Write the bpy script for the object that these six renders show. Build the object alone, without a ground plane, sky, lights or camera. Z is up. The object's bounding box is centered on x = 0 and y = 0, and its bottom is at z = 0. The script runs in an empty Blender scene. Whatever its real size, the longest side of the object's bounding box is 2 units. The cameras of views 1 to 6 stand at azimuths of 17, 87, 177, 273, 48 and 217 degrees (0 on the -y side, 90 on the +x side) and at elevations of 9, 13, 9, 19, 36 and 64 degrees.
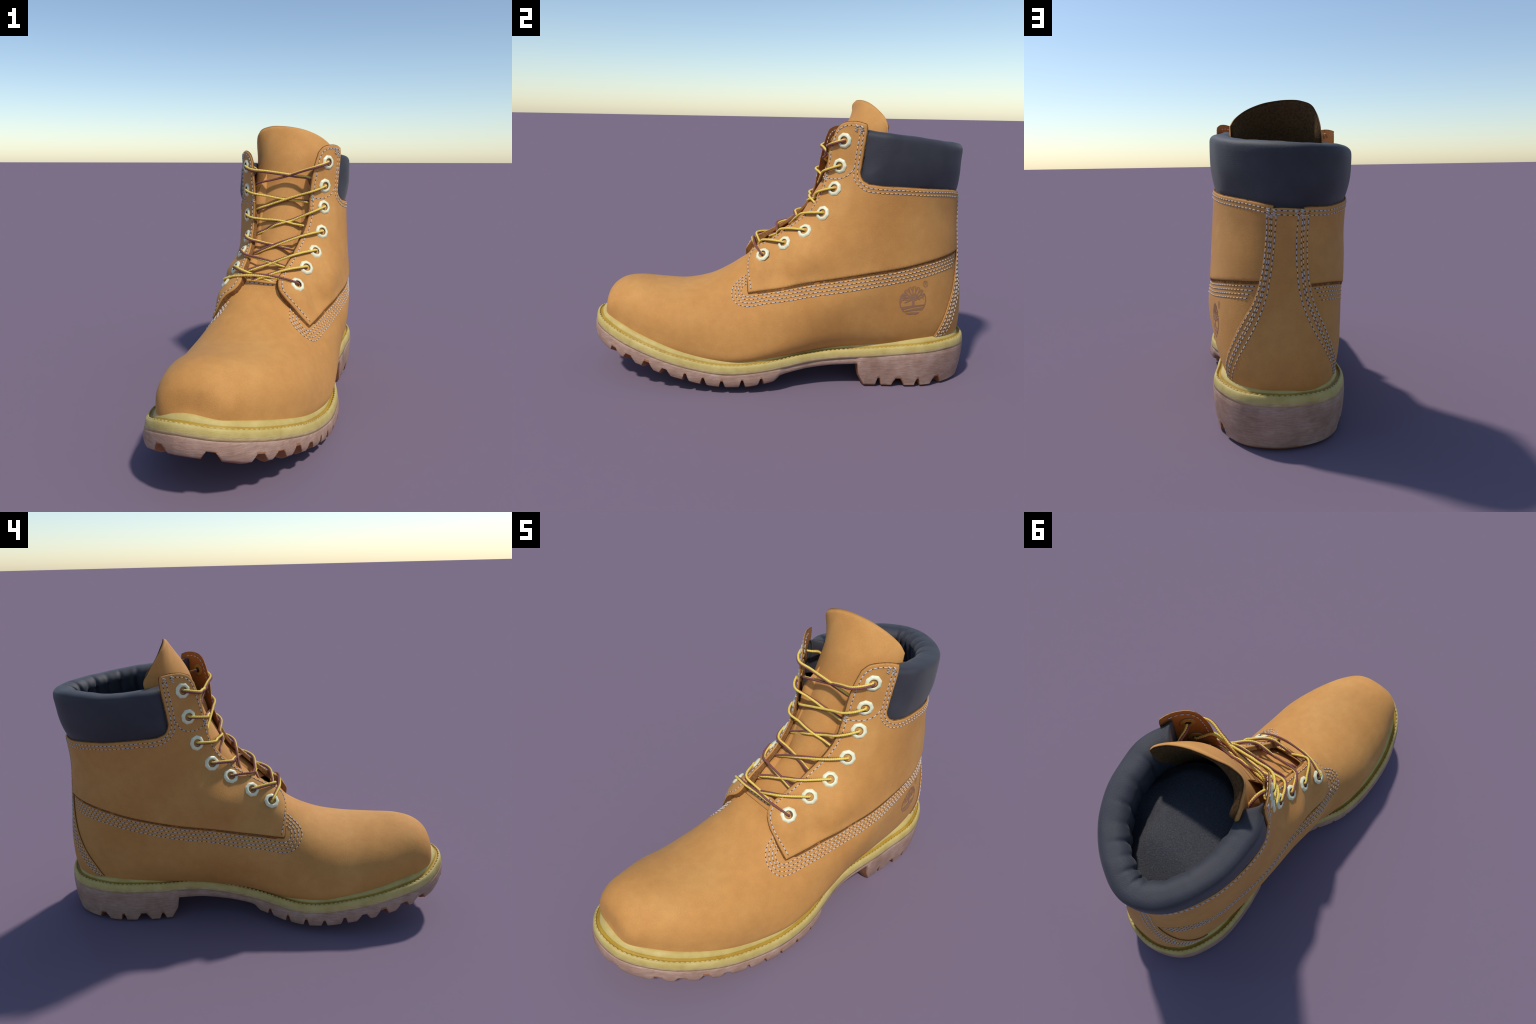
"""A wheat-coloured lace-up work boot, built part by part.

The upper is a loft of cross-sections (toe -> instep -> shaft).  Every leather panel, seam and
fitting is laid out on that lofted surface: (u, v) = (section, position round the section).
"""
import bpy, math
import numpy as np
from mathutils import Vector, Matrix, geometry, kdtree

rng = np.random.default_rng(7)
TAU = 2 * math.pi

# ------------------------------------------------------------------ small maths helpers


def cubic(xk, yk, x):
    """Smooth interpolation of rows yk at knots xk (Hermite, averaged slopes)."""
    xk = np.asarray(xk, float); yk = np.asarray(yk, float); x = np.atleast_1d(np.asarray(x, float))
    flat = yk.ndim == 1
    if flat:
        yk = yk[:, None]
    h = np.diff(xk)[:, None]; d = np.diff(yk, axis=0) / h; m = np.zeros_like(yk)
    m[1:-1] = (d[:-1] * h[1:] + d[1:] * h[:-1]) / (h[:-1] + h[1:]); m[0] = d[0]; m[-1] = d[-1]
    x = np.clip(x, xk[0], xk[-1])
    i = np.clip(np.searchsorted(xk, x, side='right') - 1, 0, len(xk) - 2)
    t = ((x - xk[i]) / h[i, 0])[:, None]; H = h[i]
    r = (2*t**3 - 3*t*t + 1)*yk[i] + (t**3 - 2*t*t + t)*H*m[i] + (-2*t**3 + 3*t*t)*yk[i+1] + (t**3 - t*t)*H*m[i+1]
    return r[:, 0] if flat else r


def chord(P):
    P = np.asarray(P, float)
    return np.r_[0, np.cumsum(np.linalg.norm(np.diff(P, axis=0), axis=1))]


def spline(P, step=None, n=None):
    """Smooth open curve through P, resampled evenly."""
    P = np.asarray(P, float); c = chord(P)
    D = cubic(c, P, np.linspace(0, c[-1], 24 * len(P)))
    c = chord(D)
    n = n or max(2, int(round(c[-1] / step)) + 1)
    t = np.linspace(0, c[-1], n)
    return np.stack([np.interp(t, c, D[:, j]) for j in range(D.shape[1])], 1)


def closed_spline(P, n):
    P = np.asarray(P, float); Q = np.vstack([P[-3:], P, P[:4]]); c = chord(Q)
    D = cubic(c, Q, np.linspace(c[3], c[3 + len(P)], 60 * len(P))); c = chord(D)
    t = np.linspace(0, c[-1], n, endpoint=False)
    return np.stack([np.interp(t, c, D[:, j]) for j in range(D.shape[1])], 1)


def unit(a):
    return a / (np.linalg.norm(a, axis=-1, keepdims=True) + 1e-12)


def smoothstep(a, b, x):
    t = np.clip((x - a) / (b - a), 0, 1)
    return t * t * (3 - 2 * t)


def wave_noise(x, y, seed, octaves=4, f=1.0):
    """Cheap smooth 2-D noise from random sines."""
    r = np.random.default_rng(seed); out = 0
    for o in range(octaves):
        for _ in range(4):
            a = r.uniform(0, TAU); k = f * 2**o * r.uniform(.7, 1.3)
            out = out + np.sin(x * k * math.cos(a) + y * k * math.sin(a) + r.uniform(0, TAU)) / (4 * 1.6**o)
    return out

# ------------------------------------------------------------------ materials


def new_mat(name, rough=.7):
    m = bpy.data.materials.new(name); m.use_nodes = True
    nt = m.node_tree; b = nt.nodes['Principled BSDF']; b.inputs['Roughness'].default_value = rough
    return m, nt, b


def node(nt, kind, **kw):
    n = nt.nodes.new(kind)
    for k, v in kw.items():
        if k in n.inputs:
            n.inputs[k].default_value = v
        else:
            setattr(n, k, v)
    return n


def noise(nt, scale, detail=4, rough=.55, stretch=None, coord=None):
    tc = coord or node(nt, 'ShaderNodeTexCoord')
    n = node(nt, 'ShaderNodeTexNoise', Scale=scale, Detail=detail, Roughness=rough)
    if stretch:
        mp = node(nt, 'ShaderNodeMapping'); mp.inputs['Scale'].default_value = stretch
        nt.links.new(tc.outputs['Object'], mp.inputs['Vector']); nt.links.new(mp.outputs[0], n.inputs['Vector'])
    else:
        nt.links.new(tc.outputs['Object'], n.inputs['Vector'])
    return n


def ramp(nt, src, stops):
    r = node(nt, 'ShaderNodeValToRGB'); e = r.color_ramp.elements
    while len(e) < len(stops):
        e.new(.5)
    for el, (p, c) in zip(e, stops):
        el.position = p; el.color = (*c, 1) if len(c) == 3 else c
    nt.links.new(src, r.inputs[0]); return r


def mixc(nt, fac, a, b, mode='MIX'):
    m = node(nt, 'ShaderNodeMix', data_type='RGBA', blend_type=mode)
    for s, v in ((m.inputs[0], fac), (m.inputs[6], a), (m.inputs[7], b)):
        if hasattr(v, 'is_linked') or hasattr(v, 'links'):
            nt.links.new(v, s)
        elif isinstance(v, tuple):
            s.default_value = (*v, 1)
        else:
            s.default_value = v
    return m.outputs[2]


def bump(nt, b, height, strength, dist=.002):
    n = node(nt, 'ShaderNodeBump', Strength=strength, Distance=dist)
    nt.links.new(height, n.inputs['Height']); nt.links.new(n.outputs[0], b.inputs['Normal'])


G1 = (0, 0, 0); G2 = (1, 1, 1)


def leather(name, base, light, dark, grain=.35, rough=.72, specks=True):
    m, nt, b = new_mat(name, rough)
    big = ramp(nt, noise(nt, 3.2, 3).outputs[0], [(.35, dark), (.52, base), (.68, light)])
    mid = ramp(nt, noise(nt, 26, 5, .6).outputs[0], [(.3, (.955, .95, .94)), (.7, (1.035, 1.035, 1.03))])
    col = mixc(nt, 1.0, big.outputs[0], mid.outputs[0], 'MULTIPLY')
    fine = ramp(nt, noise(nt, 330, 3, .6).outputs[0], [(.3, (.90, .89, .87)), (.7, (1.08, 1.08, 1.08))])
    col = mixc(nt, 1.0, col, fine.outputs[0], 'MULTIPLY')
    if specks:
        tc = node(nt, 'ShaderNodeTexCoord')
        v = node(nt, 'ShaderNodeTexVoronoi', Scale=9.0); nt.links.new(tc.outputs['Object'], v.inputs['Vector'])
        s = ramp(nt, v.outputs['Distance'], [(.0, G2), (.03, G2), (.055, G1)])
        gate = ramp(nt, noise(nt, 5, 1).outputs[0], [(.56, G1), (.60, G2)])
        f = node(nt, 'ShaderNodeMath', operation='MULTIPLY')
        nt.links.new(s.outputs[0], f.inputs[0]); nt.links.new(gate.outputs[0], f.inputs[1])
        f2 = node(nt, 'ShaderNodeMath', operation='MULTIPLY'); f2.inputs[1].default_value = .35
        nt.links.new(f.outputs[0], f2.inputs[0])
        col = mixc(nt, f2.outputs[0], col, tuple(c * .45 for c in base))
    nt.links.new(col, b.inputs['Base Color'])
    bump(nt, b, noise(nt, 260, 4, .6).outputs[0], grain, .003)
    b.inputs['Specular IOR Level'].default_value = .25
    b.inputs['Sheen Weight'].default_value = .05; b.inputs['Sheen Roughness'].default_value = .5
    b.inputs['Sheen Tint'].default_value = (1, .8, .55, 1)
    return m


def fuzzy(name, base, dark, scale=120, strength=.8, rough=.95):
    m, nt, b = new_mat(name, rough)
    c = ramp(nt, noise(nt, scale, 6, .7).outputs[0], [(.32, dark), (.62, base)])
    nt.links.new(c.outputs[0], b.inputs['Base Color'])
    bump(nt, b, noise(nt, scale * 1.6, 5, .7).outputs[0], strength, .006)
    b.inputs['Specular IOR Level'].default_value = .1
    return m


LEATHER = leather('wheat_nubuck', (.560, .264, .072), (.595, .294, .085), (.530, .242, .063))
FLAP_INSIDE = leather('orange_leather_inside', (.36, .135, .030), (.40, .160, .040), (.30, .105, .022), specks=False)
CUT_EDGE = fuzzy('raw_leather_edge', (.30, .135, .042), (.17, .070, .020), 90, 1.0)
SUEDE = fuzzy('dark_suede_back', (.150, .080, .034), (.062, .033, .013), 110, 1.0)


def make_collar():
    m, nt, b = new_mat('navy_padded_leather', .60)
    c = ramp(nt, noise(nt, 7, 4).outputs[0], [(.35, (.028, .0285, .037)), (.65, (.037, .0375, .048))])
    nt.links.new(c.outputs[0], b.inputs['Base Color'])
    v = noise(nt, 300, 4, .6)
    bump(nt, b, v.outputs[0], .38, .004)
    b.inputs['Specular IOR Level'].default_value = .4
    b.inputs['Sheen Weight'].default_value = .10; b.inputs['Sheen Roughness'].default_value = .5
    return m


COLLAR = make_collar()


def make_footbed():
    m, nt, b = new_mat('grey_speckled_felt', .95)
    a = ramp(nt, noise(nt, 160, 4, .75).outputs[0], [(.35, (.040, .040, .046)), (.60, (.070, .070, .077)), (.74, (.135, .135, .142))])
    nt.links.new(a.outputs[0], b.inputs['Base Color']); bump(nt, b, noise(nt, 190, 5, .7).outputs[0], .8, .006)
    return m


FOOTBED = make_footbed()


def make_rubber(name, base, light, dark, streak=True, rough=.6):
    m, nt, b = new_mat(name, rough)
    c = ramp(nt, noise(nt, 14, 4, .6).outputs[0], [(.3, dark), (.5, base), (.72, light)]).outputs[0]
    if streak:
        s = ramp(nt, noise(nt, 60, 6, .7, (.35, .35, 3.2)).outputs[0], [(.35, (.78, .76, .75)), (.55, G2), (.75, (1.22, 1.24, 1.26))])
        c = mixc(nt, 1.0, c, s.outputs[0], 'MULTIPLY')
    nt.links.new(c, b.inputs['Base Color'])
    bump(nt, b, noise(nt, 140, 5, .6, (.5, .5, 2.0)).outputs[0], .35, .003)
    b.inputs['Specular IOR Level'].default_value = .3
    return m


WELT = make_rubber('yellow_welt_rubber', (.510, .388, .125), (.565, .440, .165), (.450, .330, .095), False, .55)
WELT_GROOVE = make_rubber('ochre_welt_groove', (.430, .265, .030), (.480, .310, .045), (.370, .215, .020), False, .5)
WELT_FADE = make_rubber('yellow_to_rubber_fade', (.515, .365, .175), (.570, .420, .210), (.455, .310, .140), True, .55)
OUTSOLE = make_rubber('dusty_gum_rubber', (.400, .245, .178), (.460, .305, .235), (.340, .200, .140))
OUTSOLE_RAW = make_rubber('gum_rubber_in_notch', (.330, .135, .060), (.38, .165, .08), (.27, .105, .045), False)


def plain(name, col, var=.12, rough=.6, scale=150, metallic=0.):
    m, nt, b = new_mat(name, rough)
    c = ramp(nt, noise(nt, scale, 3).outputs[0], [(.3, tuple(x * (1 - var) for x in col)), (.7, tuple(min(1, x * (1 + var)) for x in col))])
    nt.links.new(c.outputs[0], b.inputs['Base Color']); b.inputs['Metallic'].default_value = metallic
    return m


THREAD = plain('white_thread', (.57, .53, .49), .12, .8)
THREAD_HOLE = plain('dark_needle_hole', (.085, .036, .018), .2, .9)
EYELET = plain('cream_enamel', (.75, .74, .50), .08, .35, 40)
EYELET_BORE = plain('brown_eyelet_bore', (.075, .034, .010), .25, .5)
BRASS = plain('old_brass', (.34, .19, .045), .2, .4)
LACE_YELLOW = plain('yellow_lace_yarn', (.76, .55, .10), .18, .85, 260)
LACE_BROWN = plain('maroon_lace_yarn', (.20, .065, .055), .2, .85, 260)
STAMP = plain('stamped_brown_ink', (.335, .160, .083), .08, .8, 220)

# ------------------------------------------------------------------ scene helpers

ROOT = bpy.data.objects.new('work_boot', None)
bpy.context.scene.collection.objects.link(ROOT)
ROOT['label'] = 'wheat nubuck lace-up work boot with padded navy collar'
ROOT['category'] = 'boot'


def add(name, verts, faces, mats, idx=None, parent=ROOT, smooth=True, angle=None):
    me = bpy.data.meshes.new(name)
    me.from_pydata([tuple(map(float, v)) for v in verts], [], [tuple(map(int, f)) for f in faces])
    for m in mats:
        me.materials.append(m)
    if idx is not None:
        me.polygons.foreach_set('material_index', np.asarray(idx, np.int32))
    me.polygons.foreach_set('use_smooth', np.full(len(me.polygons), smooth))
    if angle:
        me.set_sharp_from_angle(angle=math.radians(angle))
    me.validate(); me.update()
    ob = bpy.data.objects.new(name, me); bpy.context.scene.collection.objects.link(ob)
    ob.parent = parent
    return ob


def grid_faces(r, c, wrap=False, base=0, flip=False):
    i, j = np.meshgrid(np.arange(r - 1), np.arange(c if wrap else c - 1), indexing='ij')
    a = i * c + j; b = i * c + (j + 1) % c
    f = np.stack([a, b, b + c, a + c], -1).reshape(-1, 4) + base
    return f[:, ::-1] if flip else f


def frames(P, up=None):
    """Tangent, normal, binormal along a polyline (normal = given 'up' made perpendicular)."""
    T = unit(np.gradient(P, axis=0))
    if up is None:
        n = np.array([0, 0, 1.]) if abs(T[0, 2]) < .9 else np.array([1., 0, 0]); N = []
        for t in T:
            n = n - t * (n @ t); n = n / np.linalg.norm(n); N.append(n)
        N = np.array(N)
    else:
        N = unit(up - T * (up * T).sum(1, keepdims=True))
    return T, N, np.cross(T, N)


def tube(P, rad, seg=8, up=None, flat=1.0, cap=True):
    P = np.asarray(P); T, N, B = frames(P, up)
    a = np.linspace(0, TAU, seg, endpoint=False); rad = np.broadcast_to(rad, len(P))
    V = P[:, None] + rad[:, None, None] * (np.cos(a)[None, :, None] * N[:, None] * flat + np.sin(a)[None, :, None] * B[:, None])
    V = V.reshape(-1, 3); F = [tuple(f) for f in grid_faces(len(P), seg, True)]
    if cap:
        F += [tuple(range(seg))[::-1], tuple(range(len(V) - seg, len(V)))]
    return V, F


class Bag:
    """Collects many small pieces into one mesh."""
    def __init__(self):
        self.V = []; self.F = []; self.n = 0; self.I = []
    def put(self, V, F, mat=0):
        self.V.append(np.asarray(V)); self.F += [tuple(i + self.n for i in f) for f in F]
        self.I += [mat] * len(F); self.n += len(V)
    def make(self, name, mats, parent=ROOT, **kw):
        return add(name, np.vstack(self.V), self.F, mats, self.I, parent, **kw)

# ------------------------------------------------------------------ the lofted last (shape of the upper)
# each section: front/top point (y,z), back/bottom point (y,z), centre x at top and bottom,
# half-width right / left, where it is widest, roundness below and above
SECTIONS = [
    # Ty     Tz     By     Bz     cT     cB    wR    wL    m    nb    nt
    (-0.939, 0.322, -0.940, 0.272, -0.058, -0.060, 0.030, 0.030, 0.560, 2.050, 2.050),
    (-0.928, 0.350, -0.929, 0.258, -0.055, -0.061, 0.078, 0.076, 0.560, 2.150, 2.200),
    (-0.908, 0.431, -0.900, 0.234, -0.055, -0.072, 0.138, 0.130, 0.498, 2.440, 2.260),
    (-0.847, 0.482, -0.845, 0.196, -0.055, -0.072, 0.191, 0.172, 0.459, 2.690, 2.260),
    (-0.758, 0.498, -0.771, 0.160, -0.044, -0.055, 0.236, 0.214, 0.443, 2.900, 2.260),
    (-0.642, 0.489, -0.665, 0.132, -0.025, -0.034, 0.274, 0.274, 0.443, 3.050, 2.250),
    (-0.504, 0.485, -0.533, 0.112, -0.003, -0.014, 0.302, 0.316, 0.395, 3.100, 2.220),
    (-0.371, 0.511, -0.379, 0.100, -0.014, 0.003, 0.322, 0.331, 0.302, 3.030, 2.170),
    (-0.271, 0.557, -0.199, 0.109, -0.042, 0.013, 0.343, 0.309, 0.229, 2.870, 2.100),
    (-0.202, 0.599, 0.024, 0.134, -0.058, 0.007, 0.348, 0.267, 0.286, 2.690, 2.120),
    (-0.135, 0.630, 0.303, 0.152, -0.058, -0.013, 0.364, 0.263, 0.529, 2.620, 2.500),
    (-0.053, 0.667, 0.603, 0.138, -0.035, -0.022, 0.362, 0.274, 0.720, 2.700, 2.720),
    (0.013, 0.733, 0.836, 0.144, -0.017, -0.010, 0.333, 0.288, 0.770, 2.750, 2.600),
    (0.068, 0.806, 0.945, 0.231, 0.002, 0.004, 0.307, 0.293, 0.710, 2.650, 2.320),
    (0.105, 0.893, 0.965, 0.396, 0.018, 0.000, 0.293, 0.299, 0.650, 2.350, 2.000),
    (0.126, 0.968, 0.950, 0.565, 0.025, -0.002, 0.280, 0.308, 0.625, 2.150, 1.820),
    (0.138, 1.034, 0.943, 0.700, 0.025, 0.002, 0.271, 0.311, 0.620, 2.050, 1.750),
    (0.152, 1.100, 0.935, 0.820, 0.020, -0.006, 0.272, 0.311, 0.615, 2.000, 1.720),
    (0.168, 1.175, 0.935, 0.945, 0.006, -0.022, 0.285, 0.306, 0.605, 1.980, 1.780),
    (0.186, 1.265, 0.931, 1.095, -0.009, -0.055, 0.308, 0.282, 0.585, 1.970, 1.980),
    (0.200, 1.400, 0.928, 1.320, -0.020, -0.085, 0.324, 0.250, 0.565, 1.970, 2.200),
]
NU, NH = 420, 100
NV = 2 * NH            # samples round a section: 0 = bottom/back, NH = top/front; right side first


def build_last():
    u = np.linspace(0, len(SECTIONS) - 1, NU); p = cubic(np.arange(len(SECTIONS)), SECTIONS, u)
    a = np.linspace(0, math.pi / 2, 70); G = np.zeros((NU, NV, 3))
    for i, (Ty, Tz, By, Bz, cT, cB, wR, wL, m, nb, nt) in enumerate(p):
        s = np.r_[(m - m * np.sin(a)**(2/nb))[::-1], (m + (1 - m) * np.sin(a)**(2/nt))[1:]]
        f = np.r_[(np.cos(a)**(2/nb))[::-1], (np.cos(a)**(2/nt))[1:]]
        c = cB + (cT - cB) * s; y = By + (Ty - By) * s; z = Bz + (Tz - Bz) * s
        for side, w in ((0, wR), (1, -wL)):
            H = np.stack([c + w * f, y, z], 1); d = chord(H); t = np.linspace(0, d[-1], NH + 1)
            R = np.stack([np.interp(t, d, H[:, j]) for j in range(3)], 1)
            if side == 0:
                G[i, :NH + 1] = R
            else:
                G[i, NH + 1:] = R[1:NH][::-1]
    return G




def last_normals(G):
    du = np.gradient(G, axis=0); dv = (np.roll(G, -1, 1) - np.roll(G, 1, 1)) / 2
    return unit(np.cross(du, dv))


# points the quarters pass through (eyelet rows and the lifted front edges), then local swells / hollows
THROUGH = [(.219, .277, 1.241), (.207, .263, 1.120), (.209, .240, 1.011), (.210, .186, .889), (.194, .103, .797), (.169, .005, .729), (.143, -.097, .658),
           (-.230, .294, 1.219), (-.220, .277, 1.092), (-.209, .245, .960), (-.190, .181, .850), (-.186, .091, .781), (-.189, -.011, .712), (-.197, -.106, .651),
           (.068, -.085, .716), (.080, -.045, .745), (.095, -.005, .778), (.108, .040, .820), (.118, .092, .855), (.130, .125, .893), (.142, .158, .945), (.146, .180, 1.000), (.143, .206, 1.080), (.152, .207, 1.153),
           (-.125, -.090, .722), (-.129, -.037, .755), (-.137, .052, .812), (-.148, .132, .882), (-.155, .178, .960), (-.155, .197, 1.035), (-.165, .210, 1.115),
           (.246, -.104, .505), (.258, -.050, .516), (.275, .025, .534), (.294, .085, .552), (.304, .148, .566), (.318, .215, .580), (.325, .320, .599), (.322, .410, .613),
           (-.270, -.100, .500), (-.268, .005, .510), (-.272, .123, .526), (-.285, .244, .545), (-.302, .430, .580), (-.290, .585, .606)]
ON_VAMP = [(.279, -.117, .440), (.294, -.047, .457), (.302, .031, .471), (.318, .103, .486), (.329, .195, .502), (.334, .290, .521), (.330, .388, .537)]
SWELL = [((.25, -.04, .60), -.052), ((.28, .06, .64), -.022), ((-.27, -.03, .60), -.048), ((-.27, .06, .66), -.020), ((-.28, .0, .44), .005), ((-.25, .20, .24), -.007), ((-.26, .04, .24), -.006), ((-.25, .38, .24), -.006), ((.0, .94, .75), -.010), ((.0, .93, .95), -.012), ((-.10, .92, .86), -.009), ((-.29, -.10, .40), .012), ((.10, .93, .72), -.010),
         ((.17, .86, .90), -.018), ((.20, .83, 1.05), -.018), ((.05, .93, 1.15), -.014), ((-.30, .45, 1.15), -.012)]
LAST = build_last()


def shape_last(G):
    N = last_normals(G); Gf = G.reshape(-1, 3); Nf = N.reshape(-1, 3); C = []; D = []
    for p in THROUGH:
        i = ((Gf - p)**2).sum(1).argmin(); C.append(Gf[i]); D.append((np.array(p) - Gf[i]) @ Nf[i] - .009)
    for p in ON_VAMP:
        i = ((Gf - p)**2).sum(1).argmin(); C.append(Gf[i]); D.append((np.array(p) - Gf[i]) @ Nf[i])
    for p, d in SWELL:
        i = ((Gf - p)**2).sum(1).argmin(); C.append(Gf[i]); D.append(d)
    C = np.array(C); D = np.array(D); sig = .085
    K = np.exp(-((C[:, None] - C[None])**2).sum(2) / (2 * sig**2)); w = np.linalg.solve(K + .12 * np.eye(len(C)), D)
    f = np.zeros(len(Gf))
    for c, k in zip(C, w):
        f += k * np.exp(-((Gf - c)**2).sum(1) / (2 * sig**2))
    f *= smoothstep(-.19, -.10, Gf[:, 1])
    return G + N * f.reshape(G.shape[:2])[..., None]


LAST = shape_last(LAST)
LAST_N = last_normals(LAST)
KD = kdtree.KDTree(NU * NV)
for k_, p_ in enumerate(LAST.reshape(-1, 3)):
    KD.insert(p_, k_)
KD.balance()


def sample(A, uv):
    u = np.clip(uv[..., 0], 0, NU - 1.001); v = uv[..., 1] % NV
    i = u.astype(int); j = v.astype(int) % NV; a = (u - i)[..., None]; b = (v - np.floor(v))[..., None]; j2 = (j + 1) % NV
    return (A[i, j] * (1 - a) + A[i + 1, j] * a) * (1 - b) + (A[i, j2] * (1 - a) + A[i + 1, j2] * a) * b


def on_last(uv, off=0.):
    uv = np.asarray(uv, float)
    return sample(LAST, uv) + unit(sample(LAST_N, uv)) * (np.asarray(off)[..., None] if np.ndim(off) else off)


def normal_at(uv):
    return unit(sample(LAST_N, np.asarray(uv, float)))


def locate(P):
    """(u, v) of the points of the last nearest to P; v is unwrapped along the list."""
    P = np.atleast_2d(np.asarray(P, float)); out = np.zeros((len(P), 2))
    for n, p in enumerate(P):
        k = KD.find(p)[1]; uv = np.array([k // NV, k % NV], float)
        for _ in range(4):
            q = sample(LAST, uv); i = int(min(uv[0], NU - 2)); j = int(uv[1]) % NV
            J = np.stack([LAST[i + 1, j] - LAST[i, j], LAST[i, (j + 1) % NV] - LAST[i, j]], 1)
            d = np.linalg.lstsq(J, p - q, rcond=None)[0]; uv = uv + np.clip(d, -2, 2); uv[0] = np.clip(uv[0], 0, NU - 1.01)
        out[n] = uv
    v = out[:, 1]; out[:, 1] = np.unwrap(v, period=NV)
    return out


def run(pts, step=.008):
    return locate(spline(pts, step))


def shift_to(uv, centre):
    uv = uv.copy(); uv[:, 1] += NV * np.round((centre - uv[:, 1].mean()) / NV); return uv


def slide(uv, d):
    """Move a curve sideways on the surface (to the left of its direction, seen from outside)."""
    P = on_last(uv); T = unit(np.gradient(P, axis=0)); side = np.cross(normal_at(uv), T)
    return locate(P + side * d)

# ------------------------------------------------------------------ seam lines on the last (x, y, z landmarks)


QUARTER_BOTTOM = {
    'R': [(.220, -.170, .481), (.246, -.104, .505), (.258, -.044, .517), (.273, .020, .533), (.293, .080, .551), (.304, .148, .566), (.318, .215, .580), (.322, .380, .608), (.294, .567, .633), (.248, .720, .658), (.181, .837, .676), (.102, .913, .686), (.075, .925, .689)],
    'L': [(-.247, -.166, .479), (-.264, -.077, .500), (-.266, .005, .511), (-.272, .123, .528), (-.285, .244, .547), (-.302, .430, .578), (-.282, .578, .604), (-.263, .708, .636), (-.213, .817, .658), (-.145, .891, .668), (-.092, .925, .671)]}
QUARTER_FRONT = {
    'R': [(.220, -.170, .480), (.159, -.175, .549), (.102, -.168, .606), (.070, -.152, .648), (.063, -.128, .685), (.068, -.085, .716), (.080, -.045, .745), (.095, -.005, .778), (.108, .040, .820), (.118, .092, .855), (.130, .125, .893), (.142, .158, .945), (.146, .180, 1.000), (.143, .206, 1.080), (.150, .212, 1.150), (.158, .225, 1.220), (.170, .250, 1.290)],
    'L': [(-.247, -.166, .478), (-.225, -.178, .545), (-.186, -.180, .600), (-.140, -.174, .635), (-.117, -.157, .665), (-.112, -.135, .688), (-.122, -.090, .722), (-.128, -.037, .755), (-.135, .050, .812), (-.147, .135, .885), (-.155, .178, .965), (-.155, .197, 1.035), (-.165, .210, 1.120), (-.173, .226, 1.180), (-.180, .247, 1.245)]}
TAB_TOP = {
    'R': [(.170, .250, 1.290), (.190, .272, 1.318), (.215, .300, 1.328), (.245, .340, 1.328), (.262, .372, 1.318)],
    'L': [(-.180, .247, 1.245), (-.196, .268, 1.280), (-.220, .298, 1.297), (-.248, .345, 1.300), (-.268, .392, 1.292)]}
COLLAR_FRONT = {
    'R': [(.262, .376, 1.312), (.256, .378, 1.284), (.252, .370, 1.206), (.250, .361, 1.120), (.251, .358, 1.080), (.258, .370, 1.054), (.268, .395, 1.038)],
    'L': [(-.270, .394, 1.286), (-.272, .391, 1.246), (-.270, .380, 1.174), (-.266, .370, 1.100), (-.265, .368, 1.060), (-.277, .380, 1.026), (-.291, .416, 1.009)]}
COLLAR_BOTTOM = {
    'R': [(.268, .395, 1.038), (.281, .453, 1.031), (.271, .557, 1.026), (.242, .669, 1.017), (.183, .768, 1.008), (.108, .862, .997), (.053, .907, .986), (.0, .930, .979)],
    'L': [(-.291, .416, 1.009), (-.302, .491, 1.003), (-.299, .580, .995), (-.282, .675, .985), (-.243, .778, .979), (-.190, .852, .973), (-.110, .913, .974), (-.05, .926, .976), (.0, .930, .979)]}
COUNTER_EDGE = {
    'R': [(.073, .919, .972), (.079, .925, .845), (.096, .933, .730), (.114, .931, .653), (.134, .922, .599), (.174, .894, .519), (.214, .855, .420), (.236, .815, .330), (.240, .780, .245)],
    'L': [(-.113, .910, .967), (-.111, .918, .840), (-.113, .927, .724), (-.121, .930, .646), (-.141, .924, .578), (-.169, .903, .504), (-.196, .864, .409), (-.218, .805, .310), (-.225, .770, .245)]}
COUNTER_INNER = {
    'R': [(.024, .931, .965), (.035, .938, .845), (.052, .948, .732), (.073, .952, .630), (.123, .938, .496), (.185, .895, .363), (.206, .832, .252)],
    'L': [(-.063, .927, .962), (-.056, .936, .843), (-.057, .947, .729), (-.070, .954, .626), (-.112, .946, .504), (-.169, .899, .380), (-.205, .810, .258)]}
EYELETS = {
    'R': [(.219, .277, 1.241), (.207, .263, 1.120), (.209, .240, 1.011), (.210, .186, .889), (.194, .103, .797), (.169, .005, .729), (.143, -.097, .658)],
    'L': [(-.230, .294, 1.219), (-.220, .277, 1.092), (-.209, .245, .960), (-.190, .181, .850), (-.186, .091, .781), (-.189, -.011, .712), (-.197, -.106, .651)]}
STITCH_FRONT_OUT = {      # the outermost of the four rows, where it turns round the corner of the quarter
    'R': [(.130, -.165, .562), (.143, -.221, .525), (.173, -.250, .498), (.199, -.257, .476), (.229, -.249, .450), (.250, -.225, .431), (.262, -.190, .424)],
    'L': [(-.165, -.172, .575), (-.188, -.229, .533), (-.207, -.252, .510), (-.228, -.259, .489), (-.256, -.246, .455), (-.271, -.222, .426), (-.276, -.175, .408)]}
STITCH_FRONT_IN = {
    'R': [(.178, -.165, .522), (.182, -.201, .503), (.199, -.210, .486), (.217, -.203, .471), (.227, -.187, .464), (.238, -.150, .468)],
    'L': [(-.210, -.165, .535), (-.219, -.200, .510), (-.230, -.207, .495), (-.247, -.199, .471), (-.254, -.183, .457), (-.262, -.145, .458)]}


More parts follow.
